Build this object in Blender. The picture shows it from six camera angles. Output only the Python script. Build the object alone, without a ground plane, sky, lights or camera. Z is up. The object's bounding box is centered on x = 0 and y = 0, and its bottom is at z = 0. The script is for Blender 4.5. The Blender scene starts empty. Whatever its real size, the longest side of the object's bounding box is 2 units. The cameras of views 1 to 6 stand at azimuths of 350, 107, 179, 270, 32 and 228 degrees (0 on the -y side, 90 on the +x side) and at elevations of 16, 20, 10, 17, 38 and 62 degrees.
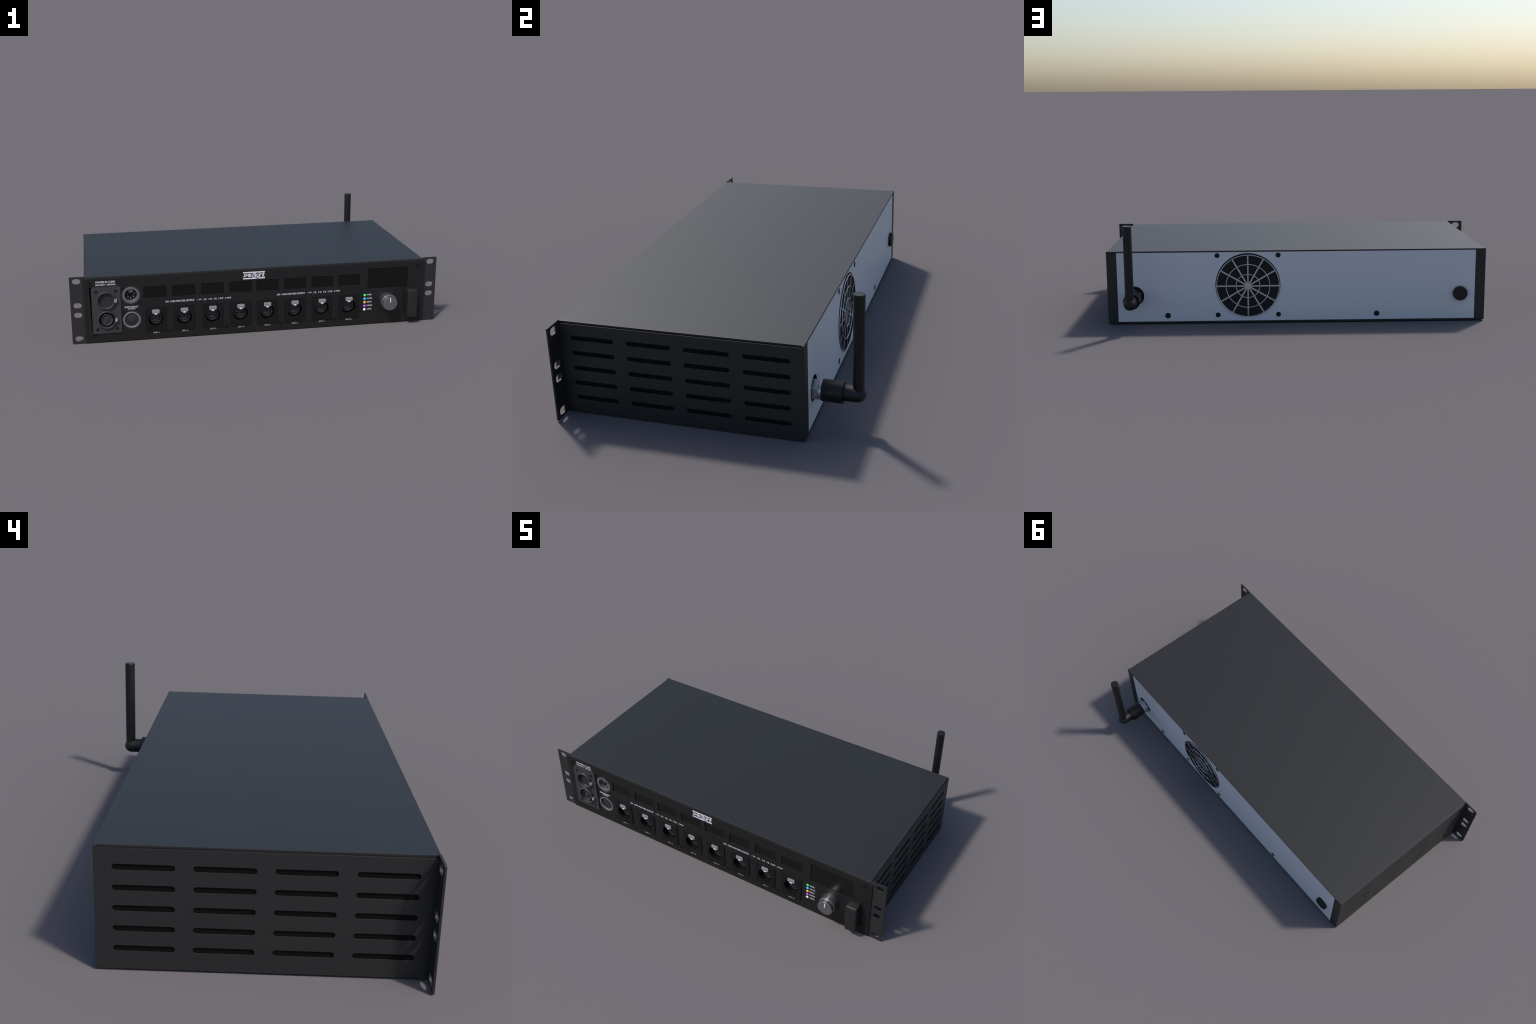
"""Two-unit rack-mount stage controller: black steel case with slotted sides,
front panel full of round connectors, displays, knob and a rear antenna."""
import bpy, bmesh, math
from mathutils import Matrix, Vector

PI = math.pi
COL = bpy.context.scene.collection

# ------------------------------------------------------------------ materials
def material(name, color, rough=0.5, metallic=0.0, spec=0.5, grain=0.0, emit=0.0, coat=0.0):
    m = bpy.data.materials.new(name)
    m.use_nodes = True
    nt = m.node_tree
    b = nt.nodes["Principled BSDF"]
    b.inputs["Roughness"].default_value = rough
    b.inputs["Metallic"].default_value = metallic
    b.inputs["Specular IOR Level"].default_value = spec
    b.inputs["Coat Weight"].default_value = coat
    # fine grain: a slight procedural variation of the colour
    tc = nt.nodes.new("ShaderNodeTexCoord")
    nz = nt.nodes.new("ShaderNodeTexNoise")
    nz.inputs["Scale"].default_value = 220.0
    nz.inputs["Detail"].default_value = 3.0
    ramp = nt.nodes.new("ShaderNodeValToRGB")
    lo = [c * (1.0 - grain) for c in color]
    hi = [c * (1.0 + grain) for c in color]
    ramp.color_ramp.elements[0].position = 0.35
    ramp.color_ramp.elements[1].position = 0.65
    ramp.color_ramp.elements[0].color = (*lo, 1)
    ramp.color_ramp.elements[1].color = (*hi, 1)
    nt.links.new(tc.outputs["Object"], nz.inputs["Vector"])
    nt.links.new(nz.outputs["Fac"], ramp.inputs["Fac"])
    nt.links.new(ramp.outputs["Color"], b.inputs["Base Color"])
    if emit:
        b.inputs["Emission Color"].default_value = (*color, 1)
        b.inputs["Emission Strength"].default_value = emit
    return m

M_CASE   = material("black_powder_coat", (0.0165, 0.0165, 0.0167), 0.5, spec=0.5, grain=0.05)
M_FACE   = material("black_front_panel", (0.0054, 0.0054, 0.0054), 0.50, spec=0.45, grain=0.05)
M_SLOT   = material("vent_darkness", (0.0045, 0.0045, 0.0045), 0.7, spec=0.1)
M_VOID   = material("inner_darkness", (0.0008, 0.0008, 0.0008), 0.9, spec=0.0)
M_GLASS  = material("dark_display_glass", (0.0040, 0.0040, 0.0040), 0.22, spec=0.35)
M_SCREW  = material("black_screw", (0.0042, 0.0042, 0.0042), 0.6, spec=0.25)
M_SILVER = material("brushed_aluminium_sheet", (0.66, 0.66, 0.69), 0.5, metallic=0.0, grain=0.02)
M_CHROME = material("plated_wire", (0.62, 0.62, 0.64), 0.28, metallic=1.0)
M_NUT    = material("dull_nickel", (0.40, 0.41, 0.43), 0.38, metallic=1.0)
M_PLASTIC= material("black_plastic", (0.0108, 0.0108, 0.0110), 0.52)
M_CONN   = material("black_connector_shell", (0.0042, 0.0042, 0.0043), 0.45, spec=0.33)
M_INSERT = material("connector_insert", (0.022, 0.022, 0.025), 0.5)
M_PLATE  = material("dark_grey_plastic", (0.0325, 0.0322, 0.0355), 0.5, grain=0.04)
M_DEEP   = material("dark_socket_floor", (0.016, 0.016, 0.016), 0.6)
M_RING   = material("grey_cast_metal", (0.10, 0.10, 0.108), 0.45, grain=0.03)
M_RING2  = material("light_grey_cast_metal", (0.15, 0.15, 0.16), 0.45, grain=0.03)
M_NICKEL = material("nickel_latch", (0.25, 0.25, 0.265), 0.45, grain=0.02)
M_BRIGHT = material("bright_latch_tooth", (0.72, 0.72, 0.74), 0.35)
M_KNOB   = material("anodised_aluminium", (0.36, 0.355, 0.37), 0.42, metallic=1.0, grain=0.03)
M_KNOBF  = material("anodised_knob_face", (0.089, 0.084, 0.093), 0.5, grain=0.03)
M_WHITE  = material("white_print", (0.66, 0.65, 0.72), 0.6)
M_PRINT  = material("grey_white_print", (0.52, 0.53, 0.58), 0.6)
M_DARKPR = material("dark_print", (0.10, 0.10, 0.11), 0.6)
M_RUBBER = material("black_antenna_rubber", (0.0045, 0.0045, 0.0045), 0.45, spec=0.45)
M_REAR   = material("dark_rear_fittings", (0.0095, 0.0095, 0.0095), 0.6, spec=0.3)

# ------------------------------------------------------------------ hierarchy
ROOT = bpy.data.objects.new("rack_controller", None)
ROOT.empty_display_size = 0.1
COL.objects.link(ROOT)
ROOT["label"] = "black two-unit rack box with connectors, knob and rear antenna"
ROOT["category"] = "rack device"

def put(name, mesh, mat=None, parent=ROOT, loc=(0, 0, 0)):
    o = bpy.data.objects.new(name, mesh)
    if mat is not None:
        mesh.materials.clear()
        mesh.materials.append(mat)
    COL.objects.link(o)
    o.parent = parent
    o.location = loc
    return o

def again(src, name, loc, parent=ROOT):
    o = src.copy()
    o.name = name
    COL.objects.link(o)
    o.parent = parent
    o.location = loc
    return o

# orientation of flat shapes: local (a, b, depth) -> world
FRONT = Matrix(((1, 0, 0), (0, 0, -1), (0, 1, 0))).to_4x4()    # depth points to -y
REAR  = Matrix(((1, 0, 0), (0, 0, 1), (0, 1, 0))).to_4x4()     # depth points to +y (mirrors)
SIDE  = Matrix(((0, 0, 1), (1, 0, 0), (0, 1, 0))).to_4x4()     # a=y, b=z, depth=x
FLAT  = Matrix.Identity(4)

def finish(mesh, angle=35):
    bm = bmesh.new(); bm.from_mesh(mesh)
    bmesh.ops.recalc_face_normals(bm, faces=bm.faces)
    bm.to_mesh(mesh); bm.free()
    for p in mesh.polygons:
        p.use_smooth = True
    mesh.set_sharp_from_angle(angle=math.radians(angle))
    return mesh

def evaluated(obj):
    dg = bpy.context.evaluated_depsgraph_get()
    dg.update()
    me = bpy.data.meshes.new_from_object(obj.evaluated_get(dg))
    return me

def bevelled(mesh, width, segments=2):
    o = bpy.data.objects.new("helper", mesh)
    COL.objects.link(o)
    mod = o.modifiers.new("b", 'BEVEL')
    mod.width = width; mod.segments = segments
    mod.limit_method = 'ANGLE'; mod.angle_limit = math.radians(50)
    mod.use_clamp_overlap = True
    me = evaluated(o)
    bpy.data.objects.remove(o)
    return me

# outlines -----------------------------------------------------------------
def rect(x0, x1, z0, z1, r=0.0, n=6):
    if r <= 0:
        return [(x0, z0), (x1, z0), (x1, z1), (x0, z1)]
    pts = []
    for cx, cz, a0 in ((x1-r, z0+r, -PI/2), (x1-r, z1-r, 0), (x0+r, z1-r, PI/2), (x0+r, z0+r, PI)):
        for i in range(n + 1):
            a = a0 + PI/2*i/n
            pts.append((cx + r*math.cos(a), cz + r*math.sin(a)))
    return pts

def disc(cx, cz, r, n=56):
    return [(cx + r*math.cos(2*PI*i/n), cz + r*math.sin(2*PI*i/n)) for i in range(n)]

def plate(outline, holes, d0, d1, orient=FRONT, bevel=0.0, segs=2, angle=9):
    """Flat sheet with holes: filled planar curve extruded between depths d0..d1."""
    cu = bpy.data.curves.new("helper", 'CURVE')
    cu.dimensions = '2D'; cu.fill_mode = 'BOTH'
    cu.extrude = abs(d1 - d0)/2
    for loop in [outline] + list(holes):
        sp = cu.splines.new('POLY')
        sp.points.add(len(loop) - 1)
        for p, (a, b) in zip(sp.points, loop):
            p.co = (a, b, 0, 1)
        sp.use_cyclic_u = True
    o = bpy.data.objects.new("helper", cu)
    COL.objects.link(o)
    me = evaluated(o)
    bpy.data.objects.remove(o); bpy.data.curves.remove(cu)
    bm = bmesh.new(); bm.from_mesh(me)
    bmesh.ops.remove_doubles(bm, verts=bm.verts, dist=1e-6)
    bmesh.ops.recalc_face_normals(bm, faces=bm.faces)
    bm.to_mesh(me); bm.free()
    if bevel > 0:
        me = bevelled(me, bevel, segs)
    me.transform(orient @ Matrix.Translation((0, 0, (d0 + d1)/2)))
    return finish(me, angle)

def lathe(profile, orient=FRONT, segs=56, angle=30, loc=(0, 0, 0)):
    """Solid of revolution about the depth axis; profile = [(radius, depth)...]."""
    bm = bmesh.new()
    rings = []
    for r, d in profile:
        if r < 1e-6:
            rings.append([bm.verts.new((0, 0, d))])
        else:
            rings.append([bm.verts.new((r*math.cos(2*PI*i/segs), r*math.sin(2*PI*i/segs), d)) for i in range(segs)])
    for A, B in zip(rings, rings[1:]):
        for i in range(segs):
            j = (i + 1) % segs
            if len(A) == 1 and len(B) == 1:
                continue
            if len(A) == 1:
                bm.faces.new((A[0], B[i], B[j]))
            elif len(B) == 1:
                bm.faces.new((A[i], A[j], B[0]))
            else:
                bm.faces.new((A[i], A[j], B[j], B[i]))
    me = bpy.data.meshes.new("lathe")
    bm.to_mesh(me); bm.free()
    me.transform(Matrix.Translation(loc) @ orient)
    return finish(me, angle)

def block(x0, x1, y0, y1, z0, z1, bevel=0.0, segs=2, angle=9):
    bm = bmesh.new()
    bmesh.ops.create_cube(bm, size=1.0)
    for v in bm.verts:
        v.co = ((x0+x1)/2 + v.co.x*(x1-x0), (y0+y1)/2 + v.co.y*(y1-y0), (z0+z1)/2 + v.co.z*(z1-z0))
    me = bpy.data.meshes.new("block")
    bm.to_mesh(me); bm.free()
    if bevel > 0:
        me = bevelled(me, bevel, segs)
    return finish(me, angle)

def joined(meshes):
    bm = bmesh.new()
    for m in meshes:
        bm.from_mesh(m)
    me = bpy.data.meshes.new("joined")
    bm.to_mesh(me); bm.free()
    for p in me.polygons:
        p.use_smooth = True
    me.set_sharp_from_angle(angle=math.radians(9))
    return me

def lettering(text, x0, x1, z0, z1, depth, thick=0.0006, bold=0.02, spacing=1.0):
    """Built-in font, stretched into the given box, standing proud of 'depth'."""
    cu = bpy.data.curves.new("helper", 'FONT')
    cu.body = text; cu.size = 1.0; cu.offset = bold; cu.resolution_u = 3
    cu.space_character = spacing
    o = bpy.data.objects.new("helper", cu)
    COL.objects.link(o)
    me = evaluated(o)
    bpy.data.objects.remove(o); bpy.data.curves.remove(cu)
    xs = [v.co.x for v in me.vertices]; ys = [v.co.y for v in me.vertices]
    sx = (x1-x0)/(max(xs)-min(xs)); sz = (z1-z0)/(max(ys)-min(ys))
    lx, ly = min(xs), min(ys)
    bm = bmesh.new(); bm.from_mesh(me)
    for v in bm.verts:
        v.co = (x0 + (v.co.x-lx)*sx, z0 + (v.co.y-ly)*sz, 0)
    ret = bmesh.ops.extrude_face_region(bm, geom=list(bm.faces))
    for g in ret["geom"]:
        if isinstance(g, bmesh.types.BMVert):
            g.co.z += thick
    bm.to_mesh(me); bm.free()
    me.transform(FRONT @ Matrix.Translation((0, 0, depth)))
    return finish(me, 20)

# ------------------------------------------------------------------ key sizes
FACE = 0.5148            # front panel surface (depth, = -y)
EAR = 0.510             # rack ear / chassis front surface
BACK = 0.393            # rear end of the case
TOP = 0.3607
HALF = 0.924            # half width of the case

# ------------------------------------------------------------------ case
# rack ears
ear_holes = [rect(0.9427, 0.9847, z-0.0144, z+0.0144, 0.0143, 8) for z in (0.3408, 0.2093, 0.1565, 0.0252)]
ear_outline = rect(0.919, 1.0, 0.0, 0.365, 0.003, 3)
ear = plate(ear_outline, ear_holes, 0.5037, EAR, bevel=0.0006, segs=1)
put("rack_ear", ear, M_CASE)
mir = ear.copy(); mir.transform(Matrix.Scale(-1, 4, (1, 0, 0))); mir.flip_normals()
put("rack_ear", mir, M_CASE)

# side walls with twenty rounded slots each, folded round the rear corner
rows = (0.3007, 0.2416, 0.1825, 0.1232, 0.0645)
cols = (0.2619, 0.0480, -0.1654, -0.3797)
slots = [rect(y-0.0831, y+0.0831, z-0.0084, z+0.0084, 0.00835, 8) for y in cols for z in rows]
wall_outline = [(-0.5040, 0.003), (BACK-0.003, 0.003), (BACK, 0.006), (BACK, 0.353), (-0.5040, 0.353)]
for s in (1, -1):
    wall = plate(wall_outline, slots, s*(HALF-0.0025), s*HALF, SIDE, bevel=0.0006, segs=1)
    side = put("vented_panel", wall, M_CASE)
    x0, x1 = sorted((s*0.8752, s*(HALF-0.0026)))
    put("corner_flange", block(x0, x1, BACK-0.006, BACK-0.0003, 0.004, 0.3528), M_CASE, side)
    put("lid_ledge", block(*sorted((s*0.905, s*(HALF-0.0024))), -0.5038, 0.3866, 0.346, 0.3529), M_CASE, side)
    liner = put("vent_liner", block(*sorted((s*(HALF-0.010), s*(HALF-0.0042))), -0.49, 0.38, 0.02, 0.345), M_SLOT, side)

# lid: inset along the sides, full width over the rear flange, rolled front lip
lid_outline = [(-0.918, -0.5105), (0.918, -0.5105), (0.918, 0.385), (HALF, 0.385), (HALF, BACK),
               (-HALF, BACK), (-HALF, 0.385), (-0.918, 0.385)]
put("lid", plate(lid_outline, [], 0.3534, TOP, FLAT, bevel=0.0008, segs=2), M_CASE)
put("lid_lip", block(-0.9235, 0.9235, -0.5102, -0.504, 0.340, 0.3555, bevel=0.0008), M_CASE)
put("floor_panel", block(-0.9185, 0.9185, -0.504, BACK-0.0008, 0.003, 0.0105), M_CASE)
put("housing_core", block(-0.912, 0.912, -0.455, 0.370, 0.0115, 0.352), M_SLOT)

# ------------------------------------------------------------------ rear panel
FAN = (0.2384, 0.1890)
ANT = (0.7935, 0.1355)
put("aluminium_panel", plate(rect(-0.8747, 0.8747, 0.0112, 0.3536),
                        [disc(*FAN, 0.1587, 96), disc(ANT[0], 0.1400, 0.048, 64)],
                        0.3900, 0.3925, REAR), M_SILVER)
put("fan_opening", plate(disc(*FAN, 0.163, 64), [], 0.386, 0.3918, REAR), M_REAR)
put("cable_hole", lathe([(0.050, 0.3898), (0.050, 0.372), (0, 0.372)], REAR, 48, loc=(ANT[0], 0, 0.14)), M_CONN)

rear_screw = lathe([(0, 0.0), (0.0122, 0.0), (0.0122, 0.0010), (0.0112, 0.0016), (0.005, 0.0018), (0, 0.0018)], REAR, 32)
first = None
for x, z, k in ((0.3866, 0.337, 1), (0.0902, 0.337, 1), (0.3866, 0.0407, 1), (0.0902, 0.0407, 1),
                (0.6323, 0.0400, 1.13), (-0.3932, 0.0404, 1.13)):
    if first is None:
        first = o = put("round_screw", rear_screw, M_REAR, loc=(x, 0.3922, z))
    else:
        o = again(first, "round_screw", (x, 0.3922, z))
    o.scale = (k, 1, k)

# fan guard: three wire rings on twelve flat spokes
GC = (0.2380, 0.3952, 0.1848)
guard = put("fan_guard", lathe([(0, 0.0012), (0.0045, 0.0012), (0.0045, 0.0002), (0.0135, 0.0002), (0.0135, -0.0022), (0, -0.0022)], REAR, 24),
            M_CHROME, loc=GC)
def torus(R, r, n=128, k=10):
    bm = bmesh.new()
    g = [[bm.verts.new(((R + r*math.cos(2*PI*j/k))*math.cos(2*PI*i/n), r*math.sin(2*PI*j/k),
                        (R + r*math.cos(2*PI*j/k))*math.sin(2*PI*i/n))) for j in range(k)] for i in range(n)]
    for i in range(n):
        for j in range(k):
            bm.faces.new((g[i][j], g[(i+1) % n][j], g[(i+1) % n][(j+1) % k], g[i][(j+1) % k]))
    me = bpy.data.meshes.new("ring"); bm.to_mesh(me); bm.free()
    return finish(me, 80)
for R in (0.1532, 0.1070, 0.0580):
    put("guard_ring", torus(R, 0.0025), M_CHROME, guard)
spoke = block(0.0120, 0.1520, -0.0020, 0.0001, -0.0036, 0.0036, bevel=0.0004, segs=1)
first = None
for i in range(12):
    o = put("guard_spoke", spoke, M_CHROME, guard) if first is None else again(first, "guard_spoke", (0, 0, 0), guard)
    first = first or o
    o.rotation_euler = (0, i*PI/6, 0)
    o.location = (0, -0.00012*(i % 3), 0)

# round rubber plug
put("rubber_plug", lathe([(0, 0), (0.0352, 0), (0.0352, 0.0155), (0.0340, 0.0168), (0, 0.0168)], REAR, 64),
    M_RUBBER, loc=(-0.8020, 0.3924, 0.1385))

# antenna: hex nut and threaded stub, coupling sleeve, elbow, rod
antenna = put("antenna", lathe([(0, 0.424), (0.0385, 0.424), (0.0388, 0.426), (0.0397, 0.4985), (0.0390, 0.4995), (0.0320, 0.4995),
                                (0.0320, 0.494), (0, 0.494)], REAR, 64, loc=(ANT[0], 0, ANT[1])), M_RUBBER)
def hex_nut():
    bm = bmesh.new()
    R = 0.0402
    secs = [(1.0, 0.375), (1.0, 0.4085), (0.95, 0.4125), (0.86, 0.4125)]
    rings = []
    n = 48
    for k, d in secs:
        ring = []
        for i in range(n):
            a = 2*PI*i/n
            s = PI/3
            q = (a - PI/2 + s/2) % s - s/2                # corner at top and bottom
            hexr = R*math.cos(PI/6)/math.cos(abs(q) - PI/6)
            rr = min(hexr, R*k) if k < 1 else hexr
            ring.append(bm.verts.new((rr*math.cos(a), d, rr*math.sin(a))))
        rings.append(ring)
    for A, B in zip(rings, rings[1:]):
        for i in range(n):
            bm.faces.new((A[i], A[(i+1) % n], B[(i+1) % n], B[i]))
    bm.faces.new(rings[-1]); bm.faces.new(rings[0])
    me = bpy.data.meshes.new("nut"); bm.to_mesh(me); bm.free()
    me.transform(Matrix.Translation((ANT[0], 0, ANT[1])))
    return finish(me, 25)
put("hex_nut", hex_nut(), M_NUT, antenna)
put("threaded_stub", lathe([(0, 0.40), (0.0350, 0.40), (0.0350, 0.414), (0.0362, 0.416), (0.0362, 0.4255), (0, 0.4255)], REAR, 64,
                           loc=(ANT[0], 0, ANT[1])), M_CHROME, antenna)
ER, EY = 0.0295, 0.5471
prof = [(0, 0.48), (ER, 0.48)] + [(ER*math.cos(t*PI/32), EY + ER*math.sin(t*PI/32)) for t in range(0, 16)] + [(0, EY + ER)]
put("elbow", lathe(prof, REAR, 64, angle=60, loc=(ANT[0], 0, ANT[1])), M_RUBBER, antenna)
put("antenna_rod", lathe([(0, 0.135), (0.0205, 0.135), (0.0207, 0.5065), (0.0195, 0.5082), (0, 0.5082)], FLAT, 48,
                         loc=(ANT[0], 0.5501, 0)), M_RUBBER, antenna)

# ------------------------------------------------------------------ front panel
OUT_X = (-0.5600, -0.4077, -0.2554, -0.1032, 0.0432, 0.1954, 0.3476, 0.4998)
OUT_Z = 0.1102
PWR_X, PWR_Z = -0.8160, (0.2330, 0.1268)
DATA = ((-0.6863, 0.2518), (-0.6863, 0.1151))
SCREWS = ((-0.8950, 0.3200), (-0.8834, 0.0378), (-0.4836, 0.0371), (-0.1790, 0.0371), (0.1193, 0.0371),
          (0.4236, 0.0371), (0.8950, 0.3200), (0.8950, 0.0637))
screens = [rect(x-0.0611, x+0.0611, 0.2323, 0.2938) for x in OUT_X]
main_screen = rect(0.6050, 0.8340, 0.2063, 0.3207)
holes = screens + [main_screen]
holes += [disc(x, OUT_Z, 0.045, 40) for x in OUT_X]
holes += [disc(PWR_X, z, 0.046, 40) for z in PWR_Z]
holes += [disc(x, z, 0.0445, 48) for x, z in DATA]
holes += [disc(x, z, 0.0126, 28) for x, z in SCREWS]
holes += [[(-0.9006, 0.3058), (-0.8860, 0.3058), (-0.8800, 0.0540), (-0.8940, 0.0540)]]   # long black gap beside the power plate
fascia = put("control_panel", plate(rect(-0.931, 0.931, 0.0015, 0.3495), holes, 0.5088, FACE), M_FACE)
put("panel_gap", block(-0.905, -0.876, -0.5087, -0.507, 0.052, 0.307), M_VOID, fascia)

first = None
for x in OUT_X:
    o = put("display", plate(rect(-0.064, 0.064, -0.034, 0.034), [], 0, 0.002), M_GLASS, loc=(x, -0.5095, 0.26305)) if first is None \
        else again(first, "display", (x, -0.5095, 0.26305))
    first = first or o
put("main_display", plate(rect(0.602, 0.837, 0.203, 0.324), [], 0.5095, 0.5115), M_GLASS)

screw = lathe([(0, -0.0010), (0.0030, -0.0010), (0.0034, -0.0004), (0.0095, -0.0004), (0.0126, 0.0001), (0.0126, -0.004), (0, -0.004)], FRONT, 32)
first = None
for x, z in SCREWS:
    o = put("panel_screw", screw, M_SCREW, loc=(x, -FACE, z)) if first is None else again(first, "panel_screw", (x, -FACE, z))
    first = first or o

# --- eight output sockets
OUT_D = 0.5185
out_plate = plate(rect(-0.0563, 0.0563, -0.0694, 0.0673, 0.011, 10), [disc(0, 0, 0.0400, 56)], 0.0105, OUT_D - 0.5, bevel=0.0016, segs=3)
out_cup = lathe([(0.0402, 0.0165), (0.0400, -0.03), (0, -0.03)], FRONT, 56)
shell = joined([out_plate, out_cup])
insert = lathe([(0, -0.0050), (0.0330, -0.0050), (0.0342, -0.0062), (0.0342, -0.03)], FRONT, 48)
pin_at = ((-0.0208, -0.0008), (0.0008, 0.0004), (0.0207, 0.0072), (0.0203, -0.0102), (-0.0106, -0.0208), (0.0070, -0.0218))
pins = joined([lathe([(0.0034, -0.0046), (0.0034, -0.0056), (0, -0.0056)], FRONT, 16, loc=(a, 0, b)) for a, b in pin_at]
              + [lathe([(0, -0.0047), (0.0034, -0.0047)], FRONT, 16, loc=(a, 0, b)) for a, b in pin_at])
glints = joined([lathe([(0, -0.0044), (0.0015, -0.0044), (0.0015, -0.0054)], FRONT, 10, loc=(a, 0, b))  # light glints on the contacts, modelled as tiny raised pale discs
                 for a, b in ((-0.0205, 0.0075), (0.0283, -0.0085), (-0.0107, -0.0145), (0.0070, -0.0270))])
tab = plate(rect(-0.0197, 0.0197, 0.0346, 0.0555, 0.0042, 5), [], 0.0170, 0.0225, bevel=0.0012, segs=3)
tooth = block(-0.0073, 0.0073, -0.0232, -0.010, 0.0282, 0.0350, bevel=0.0006, segs=1)
push = lettering("PUSH", -0.0100, 0.0105, 0.0390, 0.0438, 0.02245, thick=0.0003)
small_screw = lathe([(0, -0.0004), (0.0030, -0.0004), (0.0060, 0.0002), (0.0080, 0.0004), (0.0085, 0.0), (0.0085, -0.002)], FRONT, 28)
firsts = None
for i, x in enumerate(OUT_X):
    base = (x, -0.5, OUT_Z)
    if firsts is None:
        c = put("output_socket", shell, M_CONN, loc=base)
        kids = [put("socket_insert", insert, M_INSERT, c), put("pin_hole", pins, M_VOID, c), put("contact_glint", glints, M_NICKEL, c),
                put("latch_tab", tab, M_NICKEL, c), put("latch_tooth", tooth, M_BRIGHT, c), put("tab_lettering", push, M_DARKPR, c),
                put("socket_screw", small_screw, M_CONN, c, (-0.0390, -0.0184, 0.0485)),
                put("socket_screw", small_screw, M_CONN, c, (0.0400, -0.0184, -0.0505))]
        firsts = (c, kids)
    else:
        c = again(firsts[0], "output_socket", base)
        for k in firsts[1]:
            again(k, k.name.split(".")[0], k.location, c)
    put("output_lettering", lettering("OUT %d" % (i + 1), x-0.0160, x+0.0166, 0.0310, 0.0402, FACE), M_PRINT)

# --- power plate with two round twist-lock sockets
PD = 0.5205
power = put("power_plate", plate(rect(-0.8913, -0.7403, 0.0507, 0.3072, 0.013, 10),
            [disc(PWR_X, z, 0.0415, 56) for z in PWR_Z], 0.5130, PD, bevel=0.0016, segs=3), M_PLATE)
for k, z in enumerate(PWR_Z):
    ring = lathe([(0.0500, 0.519), (0.0492, 0.5290), (0.0475, 0.5312), (0.0432, 0.5312), (0.0418, 0.5295), (0.0412, 0.519),
                  (0.0398, 0.517), (0.0395, 0.505)], FRONT, 72, loc=(PWR_X, 0, z))
    put("socket_collar", ring, M_PLATE, power)
    put("socket_floor", lathe([(0.0405, 0.512 if k else 0.5155), (0.040, 0.5165 if k == 0 else 0.488), (0, 0.5165 if k == 0 else 0.488)], FRONT, 56, loc=(PWR_X, 0, z)),
        M_DEEP if k == 0 else M_SCREW, power)
    zt = z - 0.0016
    put("release_tab", block(-0.7745, -0.7608, -0.5328, -0.519, zt-0.0088, zt+0.0088, bevel=0.0008), M_NICKEL, power)
zc = PWR_Z[1]
put("socket_core", lathe([(0.0318, 0.489), (0.0318, 0.5248), (0.0308, 0.5256), (0.0285, 0.5256), (0.0275, 0.5246), (0.0272, 0.5190),
                          (0.0110, 0.5190), (0.0108, 0.5235), (0.0098, 0.5242), (0.0038, 0.5242), (0.0034, 0.5215), (0, 0.5215)],
                         FRONT, 64, loc=(PWR_X, 0, zc)), M_PLATE, power)
slit = block(0.0125, 0.0262, -0.0003, 0.0003, -0.0010, 0.0010)
first = None
for a in (30, 150, 270):
    o = put("contact_slit", slit, M_SCREW, power) if first is None else again(first, "contact_slit", (0, 0, 0), power)
    first = first or o
    o.location = (PWR_X, -0.5192, zc); o.rotation_euler = (0, -math.radians(a), 0)
pscrew = lathe([(0, 0.0001), (0.0030, 0.0001), (0.0036, 0.0004), (0.0081, 0.0004), (0.0084, 0.0002), (0.0084, -0.002)], FRONT, 28)
first = None
for x in (-0.8661, -0.7649):
    for z in (0.2809, 0.0736):
        o = put("plate_screw", pscrew, M_SCREW, power, (x, -PD, z)) if first is None else again(first, "plate_screw", (x, -PD, z), power)
        first = first or o

# --- two data sockets
def data_socket(x, z, inner, mat):
    flange = put("data_socket", plate(disc(0, 0, 0.0512, 64), [disc(0, 0, 0.0445, 64)], FACE-0.001, FACE+0.0006), M_CASE, loc=(x, 0, z))
    put("socket_ring", lathe([(0.0456, 0.511), (0.0456, 0.5152), (0.0446, 0.5160), (inner+0.0012, 0.5160), (inner, 0.5150), (inner, 0.480)],
                             FRONT, 72), mat, flange)
    for a, b in ((-0.0406, 0.0397), (0.0413, -0.0425)):
        put("socket_screw", bpy.data.meshes["data_screw"], None, flange, (a, -FACE-0.0002, b))
    return flange
ds = lathe([(0, 0.0), (0.0035, 0.0), (0.0050, 0.0006), (0.0072, 0.0006), (0.0078, 0.0), (0.0078, -0.003)], FRONT, 28)
ds.name = "data_screw"; ds.materials.append(M_SCREW)
d1 = data_socket(*DATA[0], 0.0328, M_RING)
put("socket_floor", lathe([(0.0335, 0.4665), (0, 0.4665)], FRONT, 48), M_INSERT, d1)
put("socket_liner", lathe([(0.0326, 0.513), (0.0318, 0.512), (0.0318, 0.4655)], FRONT, 56), M_RING, d1)
pin = lathe([(0, 0.5055), (0.0022, 0.5055), (0.0032, 0.5040), (0.0034, 0.466)], FRONT, 16)
first = None
five = ((-0.0190, 0.0045), (-0.0150, -0.0125), (0.0, -0.0195), (0.0150, -0.0125), (0.0190, 0.0045))
for a, b in five:
    o = put("contact_pin", pin, M_RING2, d1, (a, 0, b)) if first is None else again(first, "contact_pin", (a, 0, b), d1)
    first = first or o
put("key_rib", block(-0.0120, 0.0120, -0.509, -0.466, 0.0130, 0.0315, bevel=0.003, segs=3), M_RING, d1)
d2 = data_socket(*DATA[1], 0.0372, M_RING2)
put("socket_insert", lathe([(0.0372, 0.4985), (0.0360, 0.5085), (0.0350, 0.5090), (0, 0.5090)], FRONT, 56), M_INSERT, d2)
hole = lathe([(0.0026, 0.5094), (0, 0.5094)], FRONT, 14)
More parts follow.
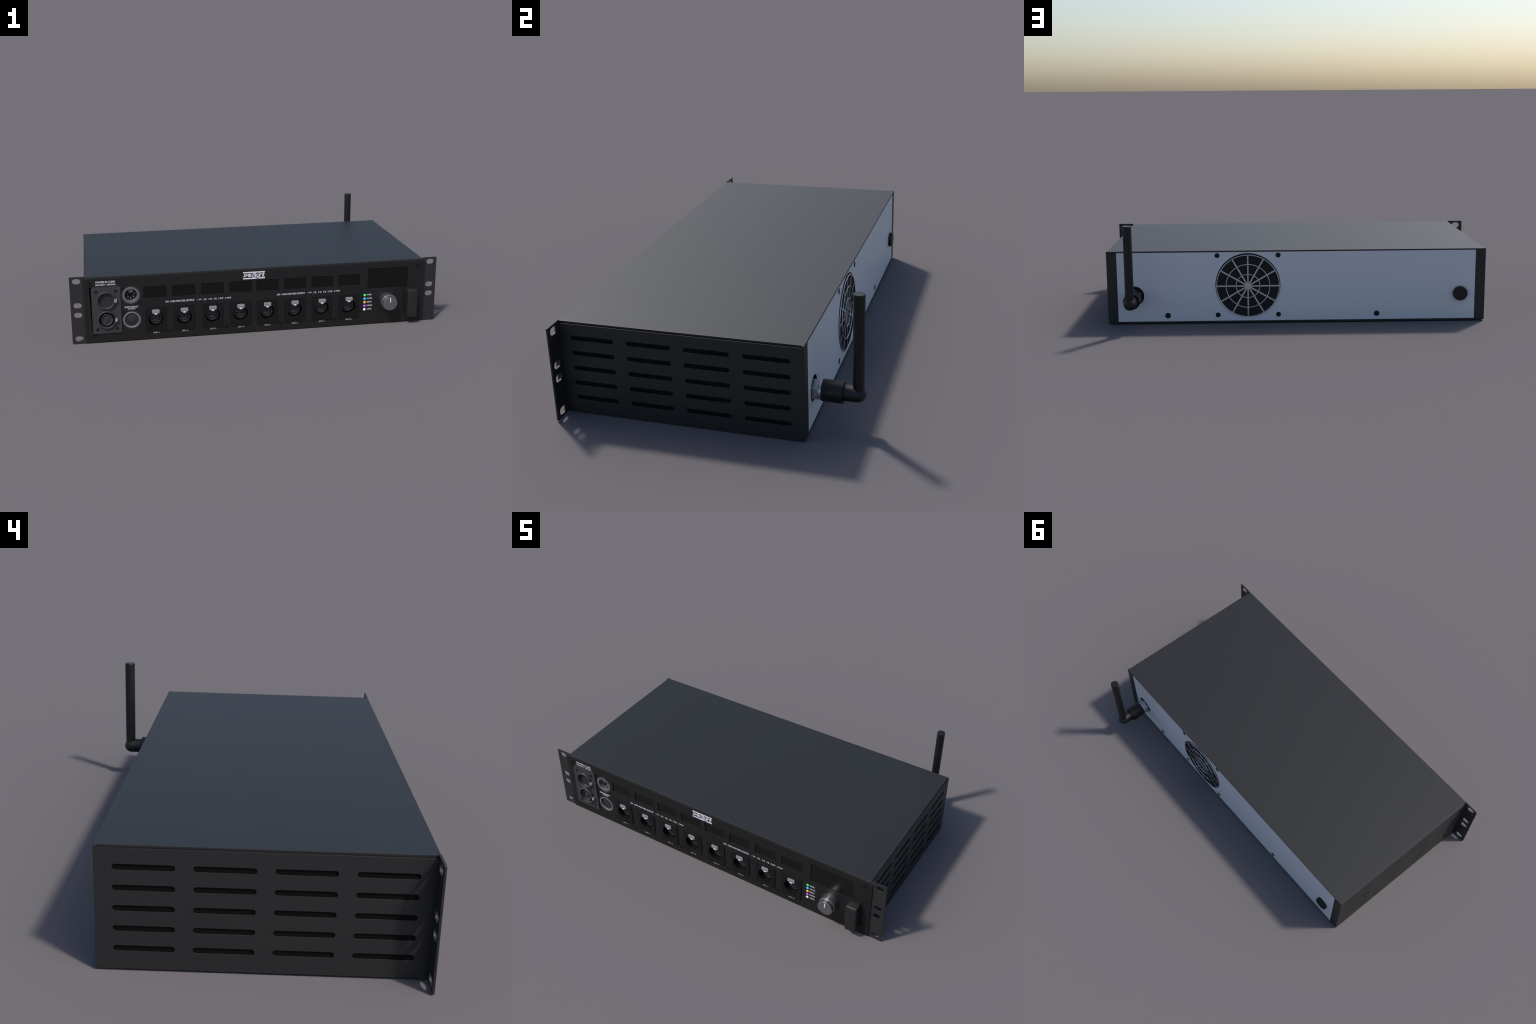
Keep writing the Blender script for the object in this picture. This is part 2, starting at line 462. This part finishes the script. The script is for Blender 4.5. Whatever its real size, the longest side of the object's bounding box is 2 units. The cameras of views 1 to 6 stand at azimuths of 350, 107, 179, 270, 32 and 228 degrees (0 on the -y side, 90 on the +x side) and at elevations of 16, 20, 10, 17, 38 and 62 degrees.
first = None
for a, b in ((-0.0214, 0.0028), (-0.0178, -0.0118), (0, -0.0206), (0.0178, -0.0118), (0.0214, 0.0028)):
    o = put("pin_hole", hole, M_VOID, d2, (a, 0, b)) if first is None else again(first, "pin_hole", (a, 0, b), d2)
    first = first or o

# --- status lights
LED_X = 0.5904
leds = (("PWR", 0.0, (0.05, 0.91, 0.144)), ("DATA", 1, (0.045, 0.60, 1.0)), ("RDM", 2, (1.0, 0.43, 0.065)),
        ("CRMX", 3, (0.42, 0.14, 1.0)), ("LINK", 4, (0.93, 0.93, 0.93)))
spans = ((0.6040, 0.6300), (0.6045, 0.6342), (0.6027, 0.6297), (0.6026, 0.6350), (0.6060, 0.6318))
led_mesh = lathe([(0, 0.0010), (0.0055, 0.0009), (0.0070, 0.0002), (0.0070, -0.001)], FRONT, 28)
for (word, i, c), (xa, xb) in zip(leds, spans):
    z = 0.1699 - 0.0207*i
    m = material("status_light_" + word.lower(), [0.02*v for v in c], 0.6, spec=0.1)
    b = m.node_tree.nodes["Principled BSDF"]
    b.inputs["Emission Color"].default_value = (*c, 1)
    b.inputs["Emission Strength"].default_value = 0.98
    put("status_light", led_mesh.copy(), m, loc=(LED_X, -FACE, z))
    put("status_lettering", lettering(word, xa, xb, z-0.0036, z+0.0053, FACE), M_PRINT)

# --- rotary knob
KX, KZ = 0.7199, 0.1325
KF = 0.5760
knob = put("rotary_knob", lathe([(0.0437, 0.513), (0.0437, 0.5512), (0.0427, 0.5535), (0.0398, 0.5540),
                                 (0.0396, 0.5735), (0.0390, 0.5754), (0.0378, KF)],
                                FRONT, 96, 12, loc=(KX, 0, KZ)), M_KNOB)
put("knob_face", lathe([(0.0379, KF-0.0003), (0.0376, KF+0.0001), (0, KF+0.0001)], FRONT, 72, loc=(KX, 0, KZ)), M_KNOBF, knob)
put("pointer_line", block(KX-0.0030, KX+0.0022, -KF-0.0007, -KF+0.001, 0.1392, 0.1648), M_WHITE, knob)

# --- tall rounded rocker
put("rocker_switch", block(0.8238, 0.8813, -0.5632, -0.5120, 0.0372, 0.1982, bevel=0.0070, segs=6), M_PLASTIC)

# ------------------------------------------------------------------ printing
def label(name, text, x0, x1, z0, z1, mat=M_PRINT, bold=0.025):
    put(name, lettering(text, x0, x1, z0, z1, FACE, bold=bold), mat)
label("power_lettering", "POWER IN / LINK", -0.8657, -0.7648, 0.3270, 0.3378, bold=0.035)
label("power_lettering", "100-240V~ 50/60Hz", -0.8675, -0.7631, 0.3133, 0.3222)
label("data_lettering", "DMX IN/OUT", -0.7212, -0.6512, 0.1822, 0.1916, bold=0.03)
label("data_lettering", "BUFFERED", -0.7048, -0.6660, 0.1735, 0.1788)
for x in (0.0, 0.6030):
    label("rating_lettering", "24V  6.75A MAX PER OUTPUT", -0.5070+x, -0.3520+x, 0.1992, 0.2095)
    for text, a, b in (("1 V+", -0.3357, -0.3140), ("2 R", -0.3037, -0.2870), ("3 G", -0.2765, -0.2596), ("4 B", -0.2501, -0.2336),
                       ("5 CW", -0.2240, -0.1970), ("6 WW", -0.1873, -0.1549)):
        label("pinout_lettering", text, a+x, b+x, 0.1995, 0.2090)

# emblem: two bars, three bold capitals and a drawn word
def ribbon(points, w):
    """Flat stroke of width w along a polyline."""
    P = [Vector(p) for p in points]
    L, R = [], []
    for i, p in enumerate(P):
        t = (P[min(i+1, len(P)-1)] - P[max(i-1, 0)]).normalized()
        n = Vector((-t.y, t.x))*w/2
        L.append(tuple(p+n)); R.append(tuple(p-n))
    return plate(L + R[::-1], [], FACE, FACE+0.0006)
def arc(cx, cz, r, a0, a1, n=20, sz=1.0):
    return [(cx + r*math.cos(math.radians(a0+(a1-a0)*i/n)), cz + sz*r*math.sin(math.radians(a0+(a1-a0)*i/n))) for i in range(n+1)]
W = 0.0037
emblem = [plate(rect(-0.0891, 0.0294, 0.3356, 0.3424), [], FACE, FACE+0.0006),
          plate([(-0.0892, 0.3020), (-0.0166, 0.3020), (-0.0150, 0.3087), (-0.0892, 0.3087)], [], FACE, FACE+0.0006),
          plate([(-0.0088, 0.3020), (0.0295, 0.3020), (0.0284, 0.3087), (-0.0030, 0.3087)], [], FACE, FACE+0.0006),
          ribbon([(-0.0817, 0.3312), (-0.0817, 0.3195), (-0.0822, 0.3178), (-0.0836, 0.3166), (-0.0860, 0.3162), (-0.0884, 0.3166)], 0.0042),
          lettering("MB", -0.0768, -0.0428, 0.3145, 0.3312, FACE, bold=0.035),
          # open figure that stands for the E
          ribbon(arc(-0.0322, 0.3170, 0.0060, 25, 335), W),
          ribbon(arc(-0.0322, 0.3289, 0.0047, -100, 250), W*0.9),
          ribbon([(-0.0318, 0.3222), (-0.0255, 0.3232)], W*0.5),
          plate(rect(-0.0236, -0.0190, 0.3116, 0.3342), [], FACE, FACE+0.0006),                 # i
          plate(disc(-0.0095, 0.3203, 0.0089, 32), [disc(-0.0095, 0.3203, 0.0050, 24)], FACE, FACE+0.0006),   # g bowl
          ribbon([(-0.0066, 0.3130), (-0.0085, 0.3095), (-0.0122, 0.3062)], W),
          plate(rect(-0.0004, 0.0040, 0.3108, 0.3345), [], FACE, FACE+0.0006),                  # h stem
          ribbon(arc(0.0095, 0.3216, 0.0064, 150, 0) + [(0.0159, 0.3110)], W*0.95),
          ribbon([(0.0218, 0.3335), (0.0218, 0.3190), (0.0228, 0.3140), (0.0268, 0.3080)], W),  # t
          plate(rect(0.0170, 0.0272, 0.3255, 0.3318, 0.002, 4), [], FACE+0.0001, FACE+0.0008)]
put("emblem", joined(emblem), M_WHITE)

for me in list(bpy.data.meshes):
    if me.users == 0:
        bpy.data.meshes.remove(me)
